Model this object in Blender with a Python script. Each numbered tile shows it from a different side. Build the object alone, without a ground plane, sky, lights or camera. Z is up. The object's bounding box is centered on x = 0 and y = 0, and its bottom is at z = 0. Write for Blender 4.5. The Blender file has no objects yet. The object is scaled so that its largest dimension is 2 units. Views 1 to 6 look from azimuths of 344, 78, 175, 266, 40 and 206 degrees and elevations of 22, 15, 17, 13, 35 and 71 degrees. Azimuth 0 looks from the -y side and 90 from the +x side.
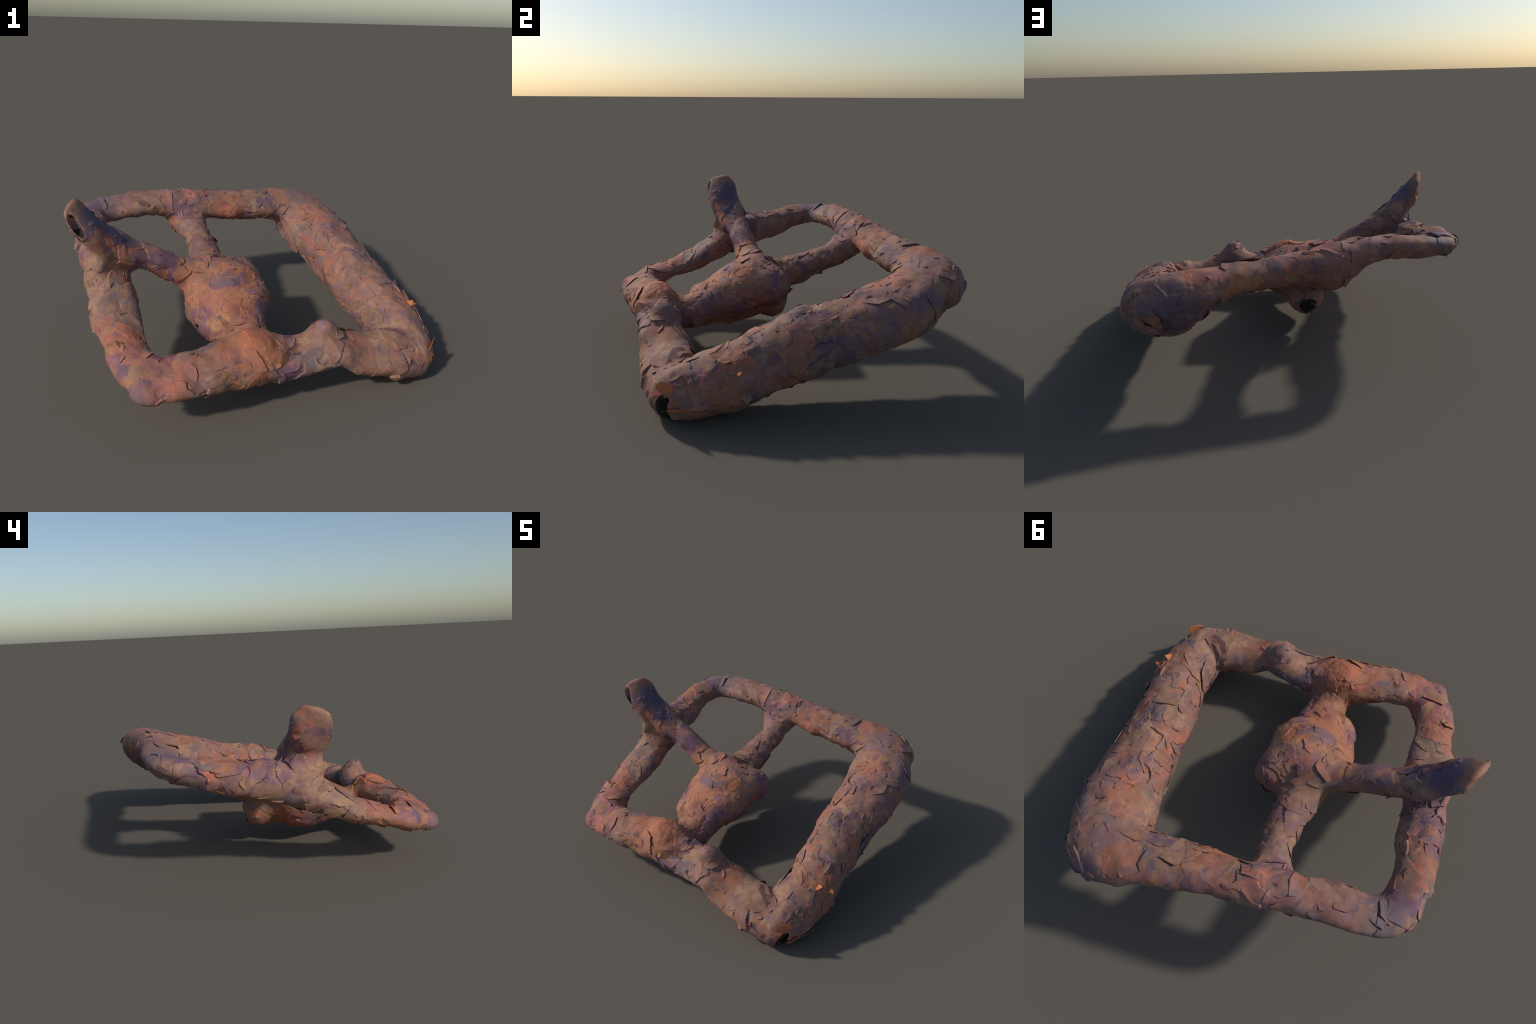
"""An old corroded strap buckle: four-sided frame, cross-bar carried in the
middle, and a tongue coiled round the cross-bar in a bulbous knuckle, its tip
lifted over the narrow side of the frame.  The metal is built as one signed
distance field (rods with elliptic section, blended), meshed with surface nets,
roughened into scale and cracks, then divided into frame, crossbar and tongue.
Loose scales of corrosion are separate thin curved plates lying on it."""
import bpy, math
import numpy as np

rng = np.random.default_rng(7)

# ------------------------------------------------------------------ noise
def hash3(i, j, k, s):
    n = (i * 374761393 + j * 668265263 + k * 2147483647 + s * 974634777) & 0xFFFFFFFF
    n = ((n ^ (n >> 13)) * 1274126177) & 0xFFFFFFFF
    n = ((n ^ (n >> 16)) * 2246822519) & 0xFFFFFFFF
    return ((n ^ (n >> 15)) & 0xFFFFFF) / float(0xFFFFFF)

def vnoise(p, scale, seed):
    q = p / scale
    f = np.floor(q).astype(np.int64)
    t = q - f
    t = t * t * (3 - 2 * t)
    out = np.zeros(len(p))
    for a in (0, 1):
        for b in (0, 1):
            for c in (0, 1):
                w = (t[:, 0] if a else 1 - t[:, 0]) * (t[:, 1] if b else 1 - t[:, 1]) * (t[:, 2] if c else 1 - t[:, 2])
                out += w * hash3(f[:, 0] + a, f[:, 1] + b, f[:, 2] + c, seed)
    return out * 2 - 1

def scales(p, cell, seed, jag=0.35):
    """Height of overlapping crusts: jittered cells, each its own tilted plate."""
    q = p + jag * cell * np.stack([vnoise(p, cell * .45, seed + 11), vnoise(p, cell * .45, seed + 12), vnoise(p, cell * .45, seed + 13)], 1)
    g = q / cell
    f = np.floor(g).astype(np.int64)
    best = np.full(len(p), 1e9)
    h = np.zeros(len(p))
    for a in (-1, 0, 1):
        for b in (-1, 0, 1):
            for c in (-1, 0, 1):
                i, j, k = f[:, 0] + a, f[:, 1] + b, f[:, 2] + c
                o = np.stack([hash3(i, j, k, seed + n) for n in (1, 2, 3)], 1)
                d = g - (np.stack([i, j, k], 1) + o)
                r = (d * d).sum(1)
                m = r < best
                best[m] = r[m]
                t = np.stack([hash3(i, j, k, seed + n) for n in (4, 5, 6)], 1) * 2 - 1
                hh = (d * t).sum(1) * 0.9 + (hash3(i, j, k, seed + 7) - .5) * 0.5
                h[m] = hh[m]
    return np.clip(h, -1, 1)

def lumps(p):
    return 0.007 * vnoise(p, .19, 1) + 0.009 * vnoise(p, .085, 2) + 0.002 * vnoise(p, .04, 4)

def paddle(p):
    """1 on the bars, falling to .3 on the smooth lifted end of the tongue."""
    d = np.linalg.norm(p - np.array([-.93, -.2, .86]), axis=1)
    return np.clip((d - .10) / .12, .3, 1)

def crust(p):
    patch = np.clip(0.65 + 1.0 * vnoise(p, .22, 5), .15, 1.25)
    fine = np.clip(0.25 + 1.3 * vnoise(p, .30, 8), 0, 1)
    return (0.012 * scales(p, .155, 20, .40) * patch + 0.0050 * scales(p, .075, 60, .40) * fine) * paddle(p)

# ------------------------------------------------------------------ field
NRM = np.array([0.10, -0.31, 0.94]); NRM /= np.linalg.norm(NRM)   # buckle plane

def spline(nodes, closed, step=6):
    n = np.array(nodes, float)
    m = len(n)
    out = []
    for i in range(m if closed else m - 1):
        if closed:
            a, b, c, d = n[i - 1], n[i], n[(i + 1) % m], n[(i + 2) % m]
        else:
            a, b, c, d = n[max(i - 1, 0)], n[i], n[i + 1], n[min(i + 2, m - 1)]
        for s in range(step):
            t = s / step
            out.append(.5 * ((2 * b) + (c - a) * t + (2 * a - 5 * b + 4 * c - d) * t * t + (3 * b - a - 3 * c + d) * t ** 3))
    if not closed:
        out.append(n[-1])
    return np.array(out)

class Rod:
    """Chain of nodes x, y, z, half width in the buckle plane, half height."""
    def __init__(s, nodes, closed=False, up=None):
        s.k = spline(nodes, closed)
        if closed:
            s.k = np.vstack([s.k, s.k[:1]])
        s.up = NRM if up is None else np.array(up) / np.linalg.norm(up)
    def segs(s):
        for i in range(len(s.k) - 1):
            yield s.k[i], s.k[i + 1]
    def eval(s, grid):
        F = grid.empty()
        for a, b in s.segs():
            pad = max(a[3], a[4], b[3], b[4]) + 0.16
            sl, P = grid.box(np.minimum(a[:3], b[:3]) - pad, np.maximum(a[:3], b[:3]) + pad)
            d = b[:3] - a[:3]
            L = np.linalg.norm(d); T = d / L
            side = np.cross(s.up, T); side /= np.linalg.norm(side)
            upv = np.cross(T, side)
            v = P - a[:3]
            x = v @ T
            t = np.clip(x / L, 0, 1)
            rw = a[3] + (b[3] - a[3]) * t
            rh = a[4] + (b[4] - a[4]) * t
            ax = x - t * L
            rr = np.minimum(rw, rh)
            q = np.sqrt((v @ side / rw) ** 2 + (v @ upv / rh) ** 2 + (ax / rr) ** 2) + 1e-9
            q2 = np.sqrt((v @ side / rw ** 2) ** 2 + (v @ upv / rh ** 2) ** 2 + (ax / rr ** 2) ** 2) + 1e-9
            F[sl] = np.minimum(F[sl], q * (q - 1) / q2)
        return F

class Blob:
    """Ellipsoid: centre, half axes, optional axis directions."""
    def __init__(s, c, r, axes=None):
        s.c = np.array(c); s.r = np.array(r)
        if axes is None:
            X = np.cross([0, 1, 0], NRM); X /= np.linalg.norm(X)
            axes = np.array([X, np.cross(NRM, X), NRM])
        s.ax = np.array(axes)
    def eval(s, grid):
        F = grid.empty()
        pad = s.r.max() + .16
        sl, P = grid.box(s.c - pad, s.c + pad)
        v = (P - s.c) @ s.ax.T
        q = np.sqrt(((v / s.r) ** 2).sum(-1)) + 1e-9
        q2 = np.sqrt(((v / s.r ** 2) ** 2).sum(-1)) + 1e-9
        F[sl] = q * (q - 1) / q2
        return F

class Grid:
    def __init__(s, lo, hi, h):
        s.lo = np.array(lo); s.h = h
        s.n = np.ceil((np.array(hi) - s.lo) / h).astype(int) + 1
        s.ax = [s.lo[i] + h * np.arange(s.n[i]) for i in range(3)]
    def empty(s):
        return np.full(s.n, 0.3)
    def box(s, a, b):
        i0 = np.maximum(np.floor((a - s.lo) / s.h).astype(int), 0)
        i1 = np.minimum(np.ceil((b - s.lo) / s.h).astype(int) + 1, s.n)
        sl = tuple(slice(i0[i], i1[i]) for i in range(3))
        P = np.stack(np.meshgrid(*[s.ax[i][sl[i]] for i in range(3)], indexing='ij'), -1)
        return sl, P
    def sample(s, F, p):
        q = np.clip((p - s.lo) / s.h, 0, s.n - 1.001)
        f = q.astype(int); t = q - f
        out = 0
        for a in (0, 1):
            for b in (0, 1):
                for c in (0, 1):
                    w = (t[:, 0] if a else 1 - t[:, 0]) * (t[:, 1] if b else 1 - t[:, 1]) * (t[:, 2] if c else 1 - t[:, 2])
                    out = out + w * F[f[:, 0] + a, f[:, 1] + b, f[:, 2] + c]
        return out
    def grad(s, F, p):
        e = s.h
        g = np.stack([s.sample(F, p + e * v) - s.sample(F, p - e * v) for v in np.eye(3)], 1)
        return g / (np.linalg.norm(g, axis=1, keepdims=True) + 1e-12)
    def project(s, F, p, it=4):
        for _ in range(it):
            p = p - s.grad(F, p) * np.clip(s.sample(F, p), -.03, .03)[:, None]
        return p

def smin(a, b, k):
    h = np.clip(.5 + .5 * (b - a) / k, 0, 1)
    return b + (a - b) * h - k * h * (1 - h)

# ------------------------------------------------------------------ shape
FRAME = [
    (0.785, -0.655, 0.132, 0.158, 0.138),
    (0.639, -0.708, 0.170, 0.152, 0.112),
    (0.486, -0.711, 0.192, 0.145, 0.078),
    (0.306, -0.734, 0.264, 0.123, 0.071),
    (0.090, -0.722, 0.232, 0.128, 0.090),
    (-0.118, -0.748, 0.268, 0.143, 0.107),
    (-0.393, -0.815, 0.274, 0.129, 0.089),
    (-0.608, -0.869, 0.258, 0.100, 0.066),
    (-0.679, -0.856, 0.256, 0.095, 0.062),
    (-0.742, -0.644, 0.318, 0.110, 0.059),
    (-0.766, -0.448, 0.378, 0.122, 0.068),
    (-0.803, -0.202, 0.500, 0.122, 0.099),
    (-0.841, 0.069, 0.590, 0.104, 0.095),
    (-0.885, 0.320, 0.652, 0.110, 0.088),
    (-0.858, 0.490, 0.684, 0.108, 0.058),
    (-0.755, 0.566, 0.698, 0.106, 0.058),
    (-0.533, 0.594, 0.714, 0.106, 0.065),
    (-0.309, 0.637, 0.698, 0.102, 0.081),
    (0.017, 0.688, 0.648, 0.116, 0.082),
    (0.344, 0.750, 0.620, 0.143, 0.090),
    (0.526, 0.781, 0.571, 0.179, 0.124),
    (0.635, 0.728, 0.507, 0.211, 0.155),
    (0.698, 0.493, 0.423, 0.215, 0.167),
    (0.733, 0.147, 0.335, 0.180, 0.171),
    (0.779, -0.185, 0.255, 0.168, 0.176),
    (0.820, -0.360, 0.196, 0.162, 0.162),
    (0.812, -0.515, 0.160, 0.165, 0.152),
]
CROSSBAR = [
    (-0.119, -0.706, 0.228, 0.108, 0.093),
    (-0.103, -0.516, 0.219, 0.121, 0.104),
    (-0.149, -0.287, 0.278, 0.122, 0.112),
    (-0.193, -0.016, 0.381, 0.122, 0.105),
    (-0.192, 0.224, 0.444, 0.106, 0.089),
    (-0.205, 0.422, 0.510, 0.088, 0.080),
    (-0.240, 0.560, 0.570, 0.115, 0.085),
    (-0.260, 0.640, 0.640, 0.140, 0.080),
]
TONGUE = [
    (-0.207, -0.059, 0.449, 0.098, 0.088),
    (-0.405, -0.086, 0.498, 0.080, 0.078),
    (-0.556, -0.111, 0.588, 0.081, 0.076),
    (-0.740, -0.149, 0.689, 0.099, 0.074),
    (-0.867, -0.186, 0.803, 0.113, 0.066),
    (-0.934, -0.209, 0.900, 0.114, 0.046),
    (-0.965, -0.216, 0.958, 0.088, 0.026),
]
def tilted(v):
    """Axes with the third along v."""
    v = np.array(v, float); v /= np.linalg.norm(v)
    a = np.cross(v, [0, 1, .2]); a /= np.linalg.norm(a)
    return np.array([a, np.cross(v, a), v])

KNUCKLE = [
    Blob((-.148, -.195, .345), (.245, .275, .162), tilted((-.03, -.47, .88))),
    Blob((-.07, -.42, .255), (.10, .13, .09)),
    Blob((-.215, -.40, .285), (.115, .12, .085)),
    Blob((-.02, .00, .385), (.125, .12, .125)),
    Blob((-.17, .02, .25), (.12, .10, .13)),
    Blob((-.18, -.20, .22), (.13, .20, .11)),
]
EXTRA = [
    Blob((.265, -.70, .335), (.078, .072, .088)),  # pointed wart on the low side
    Blob((-.12, -.72, .345), (.09, .07, .05)),
    Blob((.715, -.03, .450), (.045, .05, .035)),    # bead on the heavy side
    Blob((-.845, -.17, .62), (.072, .11, .12)),     # web of crust between tongue and frame
    Blob((-.875, .01, .605), (.085, .13, .095)),
    Blob((-.835, -.40, .400), (.070, .09, .045)),   # bulge of the narrow side
    Blob((-.645, -.765, .275), (.075, .075, .06)),  # filled inner corner
]
CORNER_CUT = Blob((.98, .96, .35), (.32, .275, .34))      # the heavy side ends in a step ...
CORNER_KNOB = Blob((.615, .80, .545), (.195, .16, .130))  # ... below a smaller knob

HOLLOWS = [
    Blob((-.175, .150, .205), (.065, .07, .050)),                             # hole of the open scan shell under the knuckle
    Blob((-.952, -.335, .885), (.020, .07, .09), tilted((-.45, -.1, 1))),   # gap between scan shells at the tongue tip
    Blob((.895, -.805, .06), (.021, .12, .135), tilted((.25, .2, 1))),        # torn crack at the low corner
    Blob((-.325, -.37, .235), (.035, .10, .022), tilted((-.6, -.2, 1))),      # slit left open in the scan shell beside the knuckle
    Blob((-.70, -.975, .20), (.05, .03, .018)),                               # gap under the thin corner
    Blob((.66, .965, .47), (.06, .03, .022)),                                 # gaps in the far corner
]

def build_field(h):
    g = Grid((-1.1, -1.08, -.1), (1.1, 1.08, 1.12), h)
    fr = Rod(FRAME, True).eval(g)
    cr = Rod(CROSSBAR).eval(g)
    to = Rod(TONGUE).eval(g)
    kn = g.empty()
    for b in KNUCKLE:
        kn = smin(kn, b.eval(g), .065)
    ex = g.empty()
    for b in EXTRA:
        ex = np.minimum(ex, b.eval(g))
    fr = -smin(-fr, CORNER_CUT.eval(g), .015)
    fr2 = smin(smin(fr, ex, .06), CORNER_KNOB.eval(g), .02)
    to2 = smin(to, kn, .07)
    F = smin(smin(fr2, cr, .05), to2, .055)
    for _ in range(2):                                # soften folds between rods
        for ax in range(3):
            F = (np.roll(F, 1, ax) + np.roll(F, -1, ax) + 2 * F) / 4
    Z = g.ax[2][None, None, :]
    F = -smin(-F, Z - .012, .02)                      # it rests on the ground
    void = g.empty()
    for b in HOLLOWS:
        void = np.minimum(void, b.eval(g))
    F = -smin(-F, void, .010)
    lab = np.argmin(np.stack([fr2, cr, to2]), 0)
    return g, F, lab, void

def surface_nets(F, g):
    """Dual mesh of the zero level: a vertex per crossed cell, a quad per crossed edge."""
    n = np.array(F.shape)
    s = F < 0
    cells = np.zeros(n - 1, int)
    for a in (0, 1):
        for b in (0, 1):
            for c in (0, 1):
                cells += s[a:n[0] - 1 + a, b:n[1] - 1 + b, c:n[2] - 1 + c]
    act = (cells > 0) & (cells < 8)
    idx = np.full(n - 1, -1)
    I = np.argwhere(act)
    idx[act] = np.arange(len(I))
    acc = np.zeros((len(I), 3)); cnt = np.zeros(len(I))
    offs = [(a, b, c) for a in (0, 1) for b in (0, 1) for c in (0, 1)]
    for o in offs:
        for ax in range(3):
            if o[ax]:
                continue
            o2 = list(o); o2[ax] = 1
            fa = F[tuple((I + o).T)]; fb = F[tuple((I + o2).T)]
            m = (fa < 0) != (fb < 0)
            t = np.where(m, fa / np.where(m, fa - fb, 1), 0)
            p = np.array(o)[None] + t[:, None] * np.eye(3)[ax]
            acc[m] += p[m]; cnt[m] += 1
    V = g.lo + g.h * (I + acc / cnt[:, None])
    Q = []
    for ax in range(3):
        u, v = (ax + 1) % 3, (ax + 2) % 3
        sl0 = [slice(1, -1)] * 3; sl1 = [slice(1, -1)] * 3
        sl0[ax] = slice(0, -1); sl1[ax] = slice(1, None)
        a = s[tuple(sl0)]; b = s[tuple(sl1)]
        E = np.argwhere(a != b)
        flip = b[tuple(E.T)]
        base = E + 1; base[:, ax] -= 1
        eu, ev = np.eye(3, dtype=int)[u], np.eye(3, dtype=int)[v]
        q = np.stack([idx[tuple(x.T)] for x in (base - eu - ev, base - ev, base, base - eu)], 1)
        q[flip] = q[flip][:, ::-1]
        Q.append(q)
    return V, np.vstack(Q)

def mesh_from(name, V, faces):
    me = bpy.data.meshes.new(name)
    V = np.asarray(V); faces = np.asarray(faces)
    k = faces.shape[1]
    me.vertices.add(len(V)); me.vertices.foreach_set('co', V.astype(np.float32).ravel())
    me.loops.add(faces.size); me.loops.foreach_set('vertex_index', faces.astype(np.int32).ravel())
    me.polygons.add(len(faces))
    me.polygons.foreach_set('loop_start', (np.arange(len(faces)) * k).astype(np.int32))
    me.update(calc_edges=True)
    return me

def subdivide(V, Q):
    """One split of every quad into four (positions are re-projected afterwards)."""
    n = len(V)
    e = np.stack([Q, np.roll(Q, -1, 1)], -1).reshape(-1, 2)
    es = np.sort(e, 1)
    key, inv = np.unique(es[:, 0] * n + es[:, 1], return_inverse=True)
    ev = np.stack([key // n, key % n], 1)
    M = V[ev].mean(1); C = V[Q].mean(1)
    inv = inv.reshape(-1, 4) + n
    c = np.arange(len(Q)) + n + len(ev)
    out = np.vstack([np.stack([Q[:, i], inv[:, i], c, inv[:, i - 1]], 1) for i in range(4)])
    return np.vstack([V, M, C]), out

g, F, LAB, VOID = build_field(0.010)
V, Q = surface_nets(F, g)
V = g.project(F, V)
V, Q = subdivide(V, Q)
V = g.project(F, V)
N = g.grad(F, V)
V = V + N * (lumps(V) + crust(V))[:, None]
V[:, 2] = np.maximum(V[:, 2], .001)

# ------------------------------------------------------------------ material
MAUVE, BROWN, TAN, ROSE = (.228, .130, .118), (.265, .134, .086), (.322, .182, .120), (.300, .150, .128)
VIOLET = (.180, .118, .140)
RUST, EMBER, PLUM, SLATE, INDIGO = (.430, .155, .072), (.640, .200, .055), (.145, .078, .125), (.130, .112, .128), (.070, .058, .115)
# colour patches: where on the buckle, how far they reach, which colour, how strong
COLOUR_PATCHES = [
    ((-.15, -.27, .42), .36, RUST, .6), ((-.14, -.78, .36), .26, RUST, .65), ((-.60, -.82, .34), .20, RUST, .7),
    ((-.80, -.62, .38), .20, RUST, .55), ((-.20, -.10, .12), .26, RUST, .8), ((-.36, -.10, .55), .13, RUST, .6),
    ((.93, -.74, .13), .11, EMBER, .7), ((.715, -.03, .47), .05, EMBER, .45), ((.70, -.62, .28), .16, TAN, .6),
    ((.60, -.80, .15), .18, TAN, .6), ((-.99, -.20, .78), .15, TAN, .7), ((-.90, -.12, .52), .26, TAN, .65), ((-.86, -.45, .38), .16, TAN, .5), ((.72, -.25, .42), .16, SLATE, .4), ((.66, .55, .60), .16, RUST, .35),
    ((-.80, -.18, .86), .19, INDIGO, .85), ((-.80, .55, .77), .15, SLATE, .8), ((.58, .95, .52), .24, INDIGO, .7),
    ((.30, -.60, .30), .12, SLATE, .75), ((.09, .02, .40), .12, PLUM, .8), ((.91, .05, .33), .10, PLUM, .8),
    ((.92, -.20, .29), .10, PLUM, .7), ((.70, .30, .52), .12, PLUM, .6), ((-.70, -.36, .46), .08, SLATE, .7),
    ((.12, -.82, .27), .10, SLATE, .6), ((-.30, .64, .76), .25, ROSE, .6), ((-.55, -.94, .23), .14, ROSE, .6),
    ((.02, .70, .72), .10, PLUM, .5), ((.82, .62, .62), .12, SLATE, .5), ((-.25, .52, .62), .12, ROSE, .7),
]

def build_material(name, loose):
    m = bpy.data.materials.new(name); m.use_nodes = True
    nt = m.node_tree; nd = nt.nodes; lk = nt.links
    bsdf = nd['Principled BSDF']
    def new(t, **kw):
        n = nd.new(t)
        for k, v in kw.items():
            setattr(n, k, v)
        return n
    def noise(scale, detail=3, rough=.55, dist=0., vec=None):
        n = new('ShaderNodeTexNoise')
        for k, v in (('Scale', scale), ('Detail', detail), ('Roughness', rough), ('Distortion', dist)):
            n.inputs[k].default_value = v
        lk.new(vec or co, n.inputs['Vector'])
        return n
    def ramp(src, stops, interp='LINEAR'):
        r = new('ShaderNodeValToRGB'); r.color_ramp.interpolation = interp
        e = r.color_ramp.elements
        while len(e) < len(stops):
            e.new(.5)
        for x, (p, c) in zip(e, stops):
            x.position = p; x.color = (*c, 1) if not np.isscalar(c) else (c, c, c, 1)
        lk.new(src, r.inputs[0]); return r.outputs[0]
    def mix(fac, a, b, mode='MIX'):
        x = new('ShaderNodeMix', data_type='RGBA', blend_type=mode)
        for sock, v in ((x.inputs[0], fac), (x.inputs[6], a), (x.inputs[7], b)):
            if hasattr(v, 'is_output'):
                lk.new(v, sock)
            elif np.isscalar(v):
                sock.default_value = v
            else:
                sock.default_value = (*v, 1)
        return x.outputs[2]
    def math_(op, a, b):
        x = new('ShaderNodeMath', operation=op)
        for sock, v in zip(x.inputs, (a, b)):
            if hasattr(v, 'is_output'):
                lk.new(v, sock)
            else:
                sock.default_value = v
        return x.outputs[0]
    obj = new('ShaderNodeTexCoord').outputs['Object']
    if loose:      # a loose scale shows the colours of some place near by
        oi = new('ShaderNodeObjectInfo')
        chip = new('ShaderNodeTexWhiteNoise', noise_dimensions='1D'); lk.new(oi.outputs['Random'], chip.inputs['W'])
    else:
        jit = new('ShaderNodeTexNoise'); jit.inputs['Scale'].default_value = 14; lk.new(obj, jit.inputs['Vector'])
        jv = new('ShaderNodeVectorMath', operation='MULTIPLY_ADD'); lk.new(jit.outputs['Color'], jv.inputs[0])
        jv.inputs[1].default_value = (.10,) * 3; lk.new(obj, jv.inputs[2])
        chip = new('ShaderNodeTexVoronoi'); chip.inputs['Scale'].default_value = 10; lk.new(jv.outputs[0], chip.inputs['Vector'])
    cs = new('ShaderNodeVectorMath', operation='MULTIPLY_ADD'); lk.new(chip.outputs['Color'], cs.inputs[0])
    k = .13 if loose else .10
    cs.inputs[1].default_value = (k,) * 3; cs.inputs[2].default_value = (-k / 2,) * 3
    ca = new('ShaderNodeVectorMath', operation='ADD'); lk.new(cs.outputs[0], ca.inputs[0]); lk.new(obj, ca.inputs[1])
    co = ca.outputs[0]
    wob = noise(7, 3, .6)
    vm = new('ShaderNodeVectorMath', operation='MULTIPLY_ADD')
    lk.new(wob.outputs['Color'], vm.inputs[0]); vm.inputs[1].default_value = (.16,) * 3; lk.new(co, vm.inputs[2])
    sh = new('ShaderNodeVectorMath', operation='ADD'); lk.new(vm.outputs[0], sh.inputs[0]); sh.inputs[1].default_value = (-.08,) * 3
    warped = sh.outputs[0]
    # cloudy ground colours
    col = ramp(noise(4.6, 4, .55, .3).outputs['Fac'], [(.28, VIOLET), (.38, MAUVE), (.46, BROWN), (.53, TAN), (.60, MAUVE), (.70, ROSE)])
    # broad colour patches, edges frayed by the warp
    for c, r, tint, k in COLOUR_PATCHES:
        d = new('ShaderNodeVectorMath', operation='DISTANCE'); lk.new(warped, d.inputs[0]); d.inputs[1].default_value = c
        mr = new('ShaderNodeMapRange', interpolation_type='SMOOTHSTEP')
        lk.new(d.outputs['Value'], mr.inputs[0])
        for i, v in ((1, r * .35), (2, r * 1.1), (3, k), (4, 0.)):
            mr.inputs[i].default_value = v
        col = mix(mr.outputs[0], col, tint)
    # scattered small patches
    n1 = noise(3.9, 3, .55, .5, warped); col = mix(math_('MULTIPLY', ramp(n1.outputs['Fac'], [(.54, 0.), (.64, 1.)]), .7), col, PLUM)
    mp = new('ShaderNodeMapping'); mp.inputs[1].default_value = (3.1, 7.7, 1.3); lk.new(warped, mp.inputs[0])
    n2 = noise(4.4, 3, .55, .5, mp.outputs[0]); col = mix(math_('MULTIPLY', ramp(n2.outputs['Fac'], [(.54, 0.), (.66, 1.)]), .65), col, RUST)
    mp2 = new('ShaderNodeMapping'); mp2.inputs[1].default_value = (9.1, 2.7, 5.3); lk.new(warped, mp2.inputs[0])
    n3 = noise(5.5, 3, .55, .5, mp2.outputs[0]); col = mix(math_('MULTIPLY', ramp(n3.outputs['Fac'], [(.57, 0.), (.67, 1.)]), .65), col, SLATE)
    # tone differs a little from chip to chip
    sp = new('ShaderNodeSeparateColor'); lk.new(chip.outputs['Color'], sp.inputs[0])
    hs = new('ShaderNodeHueSaturation')
    val = math_('MULTIPLY_ADD', sp.outputs[0], .22); nd[-1].inputs[2].default_value = .89
    hue = math_('MULTIPLY_ADD', sp.outputs[1], .022); nd[-1].inputs[2].default_value = .486
    lk.new(val, hs.inputs['Value']); lk.new(hue, hs.inputs['Hue']); lk.new(col, hs.inputs['Color'])
    fine = ramp(noise(38, 4, .65).outputs['Fac'], [(.3, .86), (.7, 1.12)])
    col = mix(1.0, hs.outputs[0], fine, 'MULTIPLY')
    lk.new(col, bsdf.inputs['Base Color'])
    bsdf.inputs['Roughness'].default_value = .72
    bsdf.inputs['Specular IOR Level'].default_value = .25
    bp = new('ShaderNodeBump'); bp.inputs['Strength'].default_value = .25; bp.inputs['Distance'].default_value = .004
    lk.new(noise(60, 4, .6).outputs['Fac'], bp.inputs['Height']); lk.new(bp.outputs[0], bsdf.inputs['Normal'])
    return m
MAT = build_material('corroded_metal', False)
MAT_LOOSE = build_material('loose_scale', True)
MAT_FLAP = build_material('torn_flap', True)
_hs = next(n for n in MAT_FLAP.node_tree.nodes if n.type == 'HUE_SAT')
_mx = MAT_FLAP.node_tree.nodes.new('ShaderNodeMix'); _mx.data_type = 'RGBA'
_mx.inputs[0].default_value = .75; _mx.inputs[7].default_value = (*EMBER, 1)      # fresh orange rust
MAT_FLAP.node_tree.links.new(_hs.outputs[0], _mx.inputs[6])
MAT_FLAP.node_tree.links.new(_mx.outputs[2], MAT_FLAP.node_tree.nodes['Principled BSDF'].inputs['Base Color'])
MAT_VOID = bpy.data.materials.new('painted_hollow'); MAT_VOID.use_nodes = True  # gap shade painted as a near-black colour
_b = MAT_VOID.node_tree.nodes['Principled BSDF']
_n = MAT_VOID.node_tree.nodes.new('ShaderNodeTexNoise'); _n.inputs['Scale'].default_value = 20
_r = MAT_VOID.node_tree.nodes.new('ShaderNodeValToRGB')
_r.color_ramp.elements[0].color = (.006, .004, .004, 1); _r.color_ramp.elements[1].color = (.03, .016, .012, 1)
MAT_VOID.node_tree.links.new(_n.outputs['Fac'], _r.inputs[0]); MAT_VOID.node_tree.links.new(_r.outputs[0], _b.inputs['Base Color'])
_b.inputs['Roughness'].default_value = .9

# ------------------------------------------------------------------ objects
root = bpy.data.objects.new('belt_buckle', None)
bpy.context.collection.objects.link(root)
root['label'] = 'corroded four-sided strap buckle with lifted tongue, rusty pink-brown'
root['category'] = 'buckle'

whole = mesh_from('whole', V, Q)
whole.polygons.foreach_set('use_smooth', np.ones(len(Q), bool))
whole.set_sharp_from_angle(angle=math.radians(38))
CN = np.zeros(len(Q) * 4 * 3, np.float32)
whole.corner_normals.foreach_get('vector', CN)
CN = CN.reshape(-1, 4, 3)
ci = np.clip(np.round((V[Q].mean(1) - g.lo) / g.h).astype(int), 0, g.n - 1)
face_lab = LAB[tuple(ci.T)]
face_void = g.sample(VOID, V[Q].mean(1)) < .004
parts = {}
for i, nm in enumerate(('frame', 'crossbar', 'tongue')):
    sel = face_lab == i
    q = Q[sel]
    used, inv = np.unique(q, return_inverse=True)
    me = mesh_from(nm, V[used], inv.reshape(-1, 4))
    me.polygons.foreach_set('use_smooth', np.ones(len(q), bool))
    me.normals_split_custom_set(CN[sel].reshape(-1, 3).tolist())
    ob = bpy.data.objects.new(nm, me)
    me.materials.append(MAT)
    me.materials.append(MAT_VOID)          # near-black painted on as shade inside the hollows
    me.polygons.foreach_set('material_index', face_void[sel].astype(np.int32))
    ob.parent = root
    bpy.context.collection.objects.link(ob)
    parts[nm] = ob
bpy.data.meshes.remove(whole)

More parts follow.
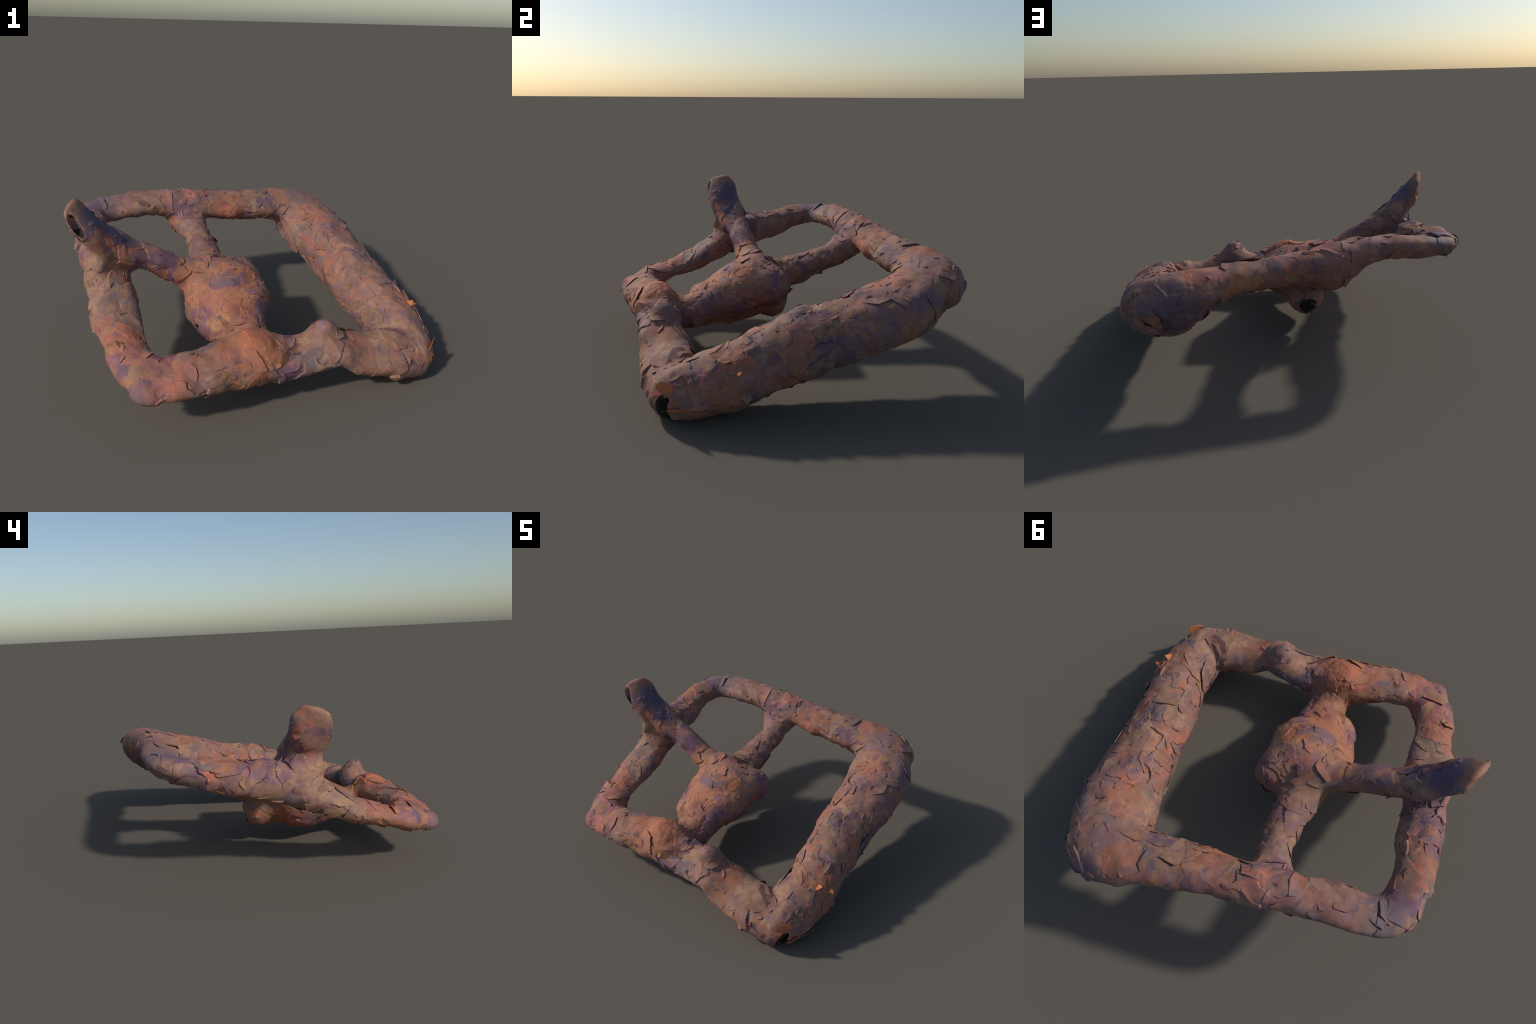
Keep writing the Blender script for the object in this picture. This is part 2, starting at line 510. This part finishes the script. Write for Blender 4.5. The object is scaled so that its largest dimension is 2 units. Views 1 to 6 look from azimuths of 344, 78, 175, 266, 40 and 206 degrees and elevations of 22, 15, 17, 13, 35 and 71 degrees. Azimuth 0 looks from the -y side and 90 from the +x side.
# ------------------------------------------------------------------ loose scales
def flake_plan(p0, n, size, heading, lift, r, stretch=1.6):
    """Jagged outline and rings of one plate, flat in the tangent plane."""
    t = np.cross(n, [math.cos(heading), math.sin(heading), .3]); t /= np.linalg.norm(t)
    u = np.cross(n, t)
    k = int(r.integers(5, 9))
    ang = np.sort((np.arange(k) + r.uniform(-.32, .32, k)) / k * 2 * math.pi)
    rad = r.uniform(.62, 1.15, k)
    cor = np.stack([np.cos(ang) * rad, np.sin(ang) * rad * stretch], 1)
    sub = 4 if size > .035 else 2
    rim = np.vstack([cor[i] + (cor[(i + 1) % k] - cor[i]) * j / sub for i in range(k) for j in range(sub)])
    rim += r.normal(0, .022, rim.shape)
    q = np.vstack([rim * f for f in (1., .78, .5, .22)] + [np.zeros((1, 2))]) * size * .5
    tilt = np.clip(q[:, 0] / (size * .5), -1.2, 1.2)
    up = .002 + lift * (.5 * tilt + .25 * np.abs(tilt) * tilt)
    return p0 + q[:, :1] * t + q[:, 1:] * u, up, max(.002, min(.004, size * .04)), len(rim)

def flake_plates(plans):
    """Lay all plates on the surface at once and give them thickness."""
    P = np.vstack([p[0] for p in plans]); up = np.concatenate([p[1] for p in plans])
    P = g.project(F, P, 3)
    nn = g.grad(F, P)
    P = P + nn * (lumps(P) + .5 * crust(P) + up)[:, None]
    o0 = 0
    for p, _, th, m in plans:
        o = len(p)
        T = P[o0:o0 + o]; B = T - nn[o0:o0 + o] * th
        o0 += o
        i = np.arange(m); j = (i + 1) % m
        fs = []
        for ri in range(3):
            a, b, c, d = ri * m + i, ri * m + j, (ri + 1) * m + j, (ri + 1) * m + i
            fs += [np.stack(x, 1) for x in ((a, b, c), (a, c, d), (o + a, o + c, o + b), (o + a, o + d, o + c))]
        z = np.full(m, 4 * m)
        fs += [np.stack(x, 1) for x in ((3 * m + i, 3 * m + j, z), (o + 3 * m + j, o + 3 * m + i, o + z), (i, o + i, o + j), (i, o + j, j))]
        V2 = np.vstack([T, B]); V2[:, 2] = np.maximum(V2[:, 2], .0015)
        yield V2, np.vstack(fs)

def add_flake_object(name, V2, faces, parent, mat):
    me = mesh_from(name, V2, faces)
    me.polygons.foreach_set('use_smooth', np.ones(len(faces), bool))
    me.set_sharp_from_angle(angle=math.radians(35))
    me.materials.append(mat)
    ob = bpy.data.objects.new(name, me); ob.parent = parent
    bpy.context.collection.objects.link(ob)
    return ob

base_pts = g.project(F, V)
lab_at = LAB[tuple(np.clip(np.round((base_pts - g.lo) / g.h).astype(int), 0, g.n - 1).T)]
NAMES = ('frame', 'crossbar', 'tongue')
# the scales that stand out: place, size, heading of the raised edge, lift, stretch
STANDOUT = [
    ((.90, -.745, .19), .075, .3, .05, 1.6), ((.93, -.70, .08), .085, 1.2, .03, 1.3), ((.92, -.44, .33), .042, 1.57, -.045, 1.3),
    ((.95, -.38, .28), .045, 1.57, -.045, 1.2), ((.035, -.82, .29), .11, .8, .035, 2.2), ((.06, -.79, .33), .08, 3.0, .03, 1.8),
    ((-.77, -.67, .39), .05, 1.0, .05, 1.0), ((-.71, -.24, .60), .11, 1.6, .015, 1.1), ((-.24, .50, .62), .10, .4, .03, 1.8),
    ((.91, .05, .33), .12, 1.57, .025, 1.3), ((.93, -.20, .29), .13, 1.57, .03, 1.1), ((.93, -.34, .27), .13, 1.57, .02, 1.5),
    ((.93, -.48, .24), .12, 1.57, .02, 1.5), ((.90, .20, .42), .12, 1.57, .02, 1.5), ((-.80, .56, .77), .10, .5, .015, 1.0),
    ((-.98, -.20, .82), .17, 0., .006, 1.2), ((-.87, .0, .50), .13, 2.6, .015, 1.6), ((-.88, -.22, .42), .12, 2.6, .015, 1.6),
    ((.60, .90, .60), .11, 1.2, .02, 1.3), ((.35, .80, .62), .10, 1.2, .025, 1.6), ((-.45, -.92, .27), .09, 2.2, .02, 1.2),
]
base_nrm = g.grad(F, base_pts)
plans, owner = [], []
for c, size, head, lift, st in STANDOUT:
    p = g.project(F, np.array([c]), 8)
    plans.append(flake_plan(p[0], g.grad(F, p)[0], size, head, lift, rng, st))
    owner.append(int(LAB[tuple(np.clip(np.round((p[0] - g.lo) / g.h).astype(int), 0, g.n - 1))]))
taken = []
clear = g.sample(VOID, base_pts)
pick = rng.permutation(len(base_pts))
for i in pick:
    if len(plans) >= 300:
        break
    p = base_pts[i]
    if paddle(p[None])[0] < .7 or clear[i] < .03:
        continue
    size = float(np.clip(rng.lognormal(math.log(.085), .36), .04, .17))
    if any(np.sum((p - q) ** 2) < (.25 * (size + z)) ** 2 for q, z in taken):
        continue
    taken.append((p, size))
    plans.append(flake_plan(p, base_nrm[i], size, rng.uniform(0, 6.28), rng.choice([.008, .013, .022], p=[.45, .4, .15]) * rng.uniform(.8, 1.2), rng, rng.uniform(1., 2.3)))
    owner.append(int(lab_at[i]))
for n, ((V2, fc), k) in enumerate(zip(flake_plates(plans), owner)):
    add_flake_object('flake', V2, fc, parts[NAMES[k]], MAT_FLAP if n < 4 else MAT_LOOSE)
plans, owner = [], []
for i in pick[::-1][:300]:
    plans.append(flake_plan(base_pts[i], base_nrm[i], rng.uniform(.020, .042), rng.uniform(0, 6.28), rng.uniform(.004, .012), rng, rng.uniform(1., 2.4)))
    owner.append(int(lab_at[i]))
small = {}
for (V2, fc), k in zip(flake_plates(plans), owner):
    small.setdefault(k, []).append((V2, fc))
for k, ls in small.items():
    o = 0; vs = []; fs = []
    for v2, f2 in ls:
        vs.append(v2); fs.append(f2 + o); o += len(v2)
    ob = add_flake_object('fine_scale', np.vstack(vs), np.vstack(fs), parts[NAMES[k]], MAT)
    ob['kind'] = 'stuff'
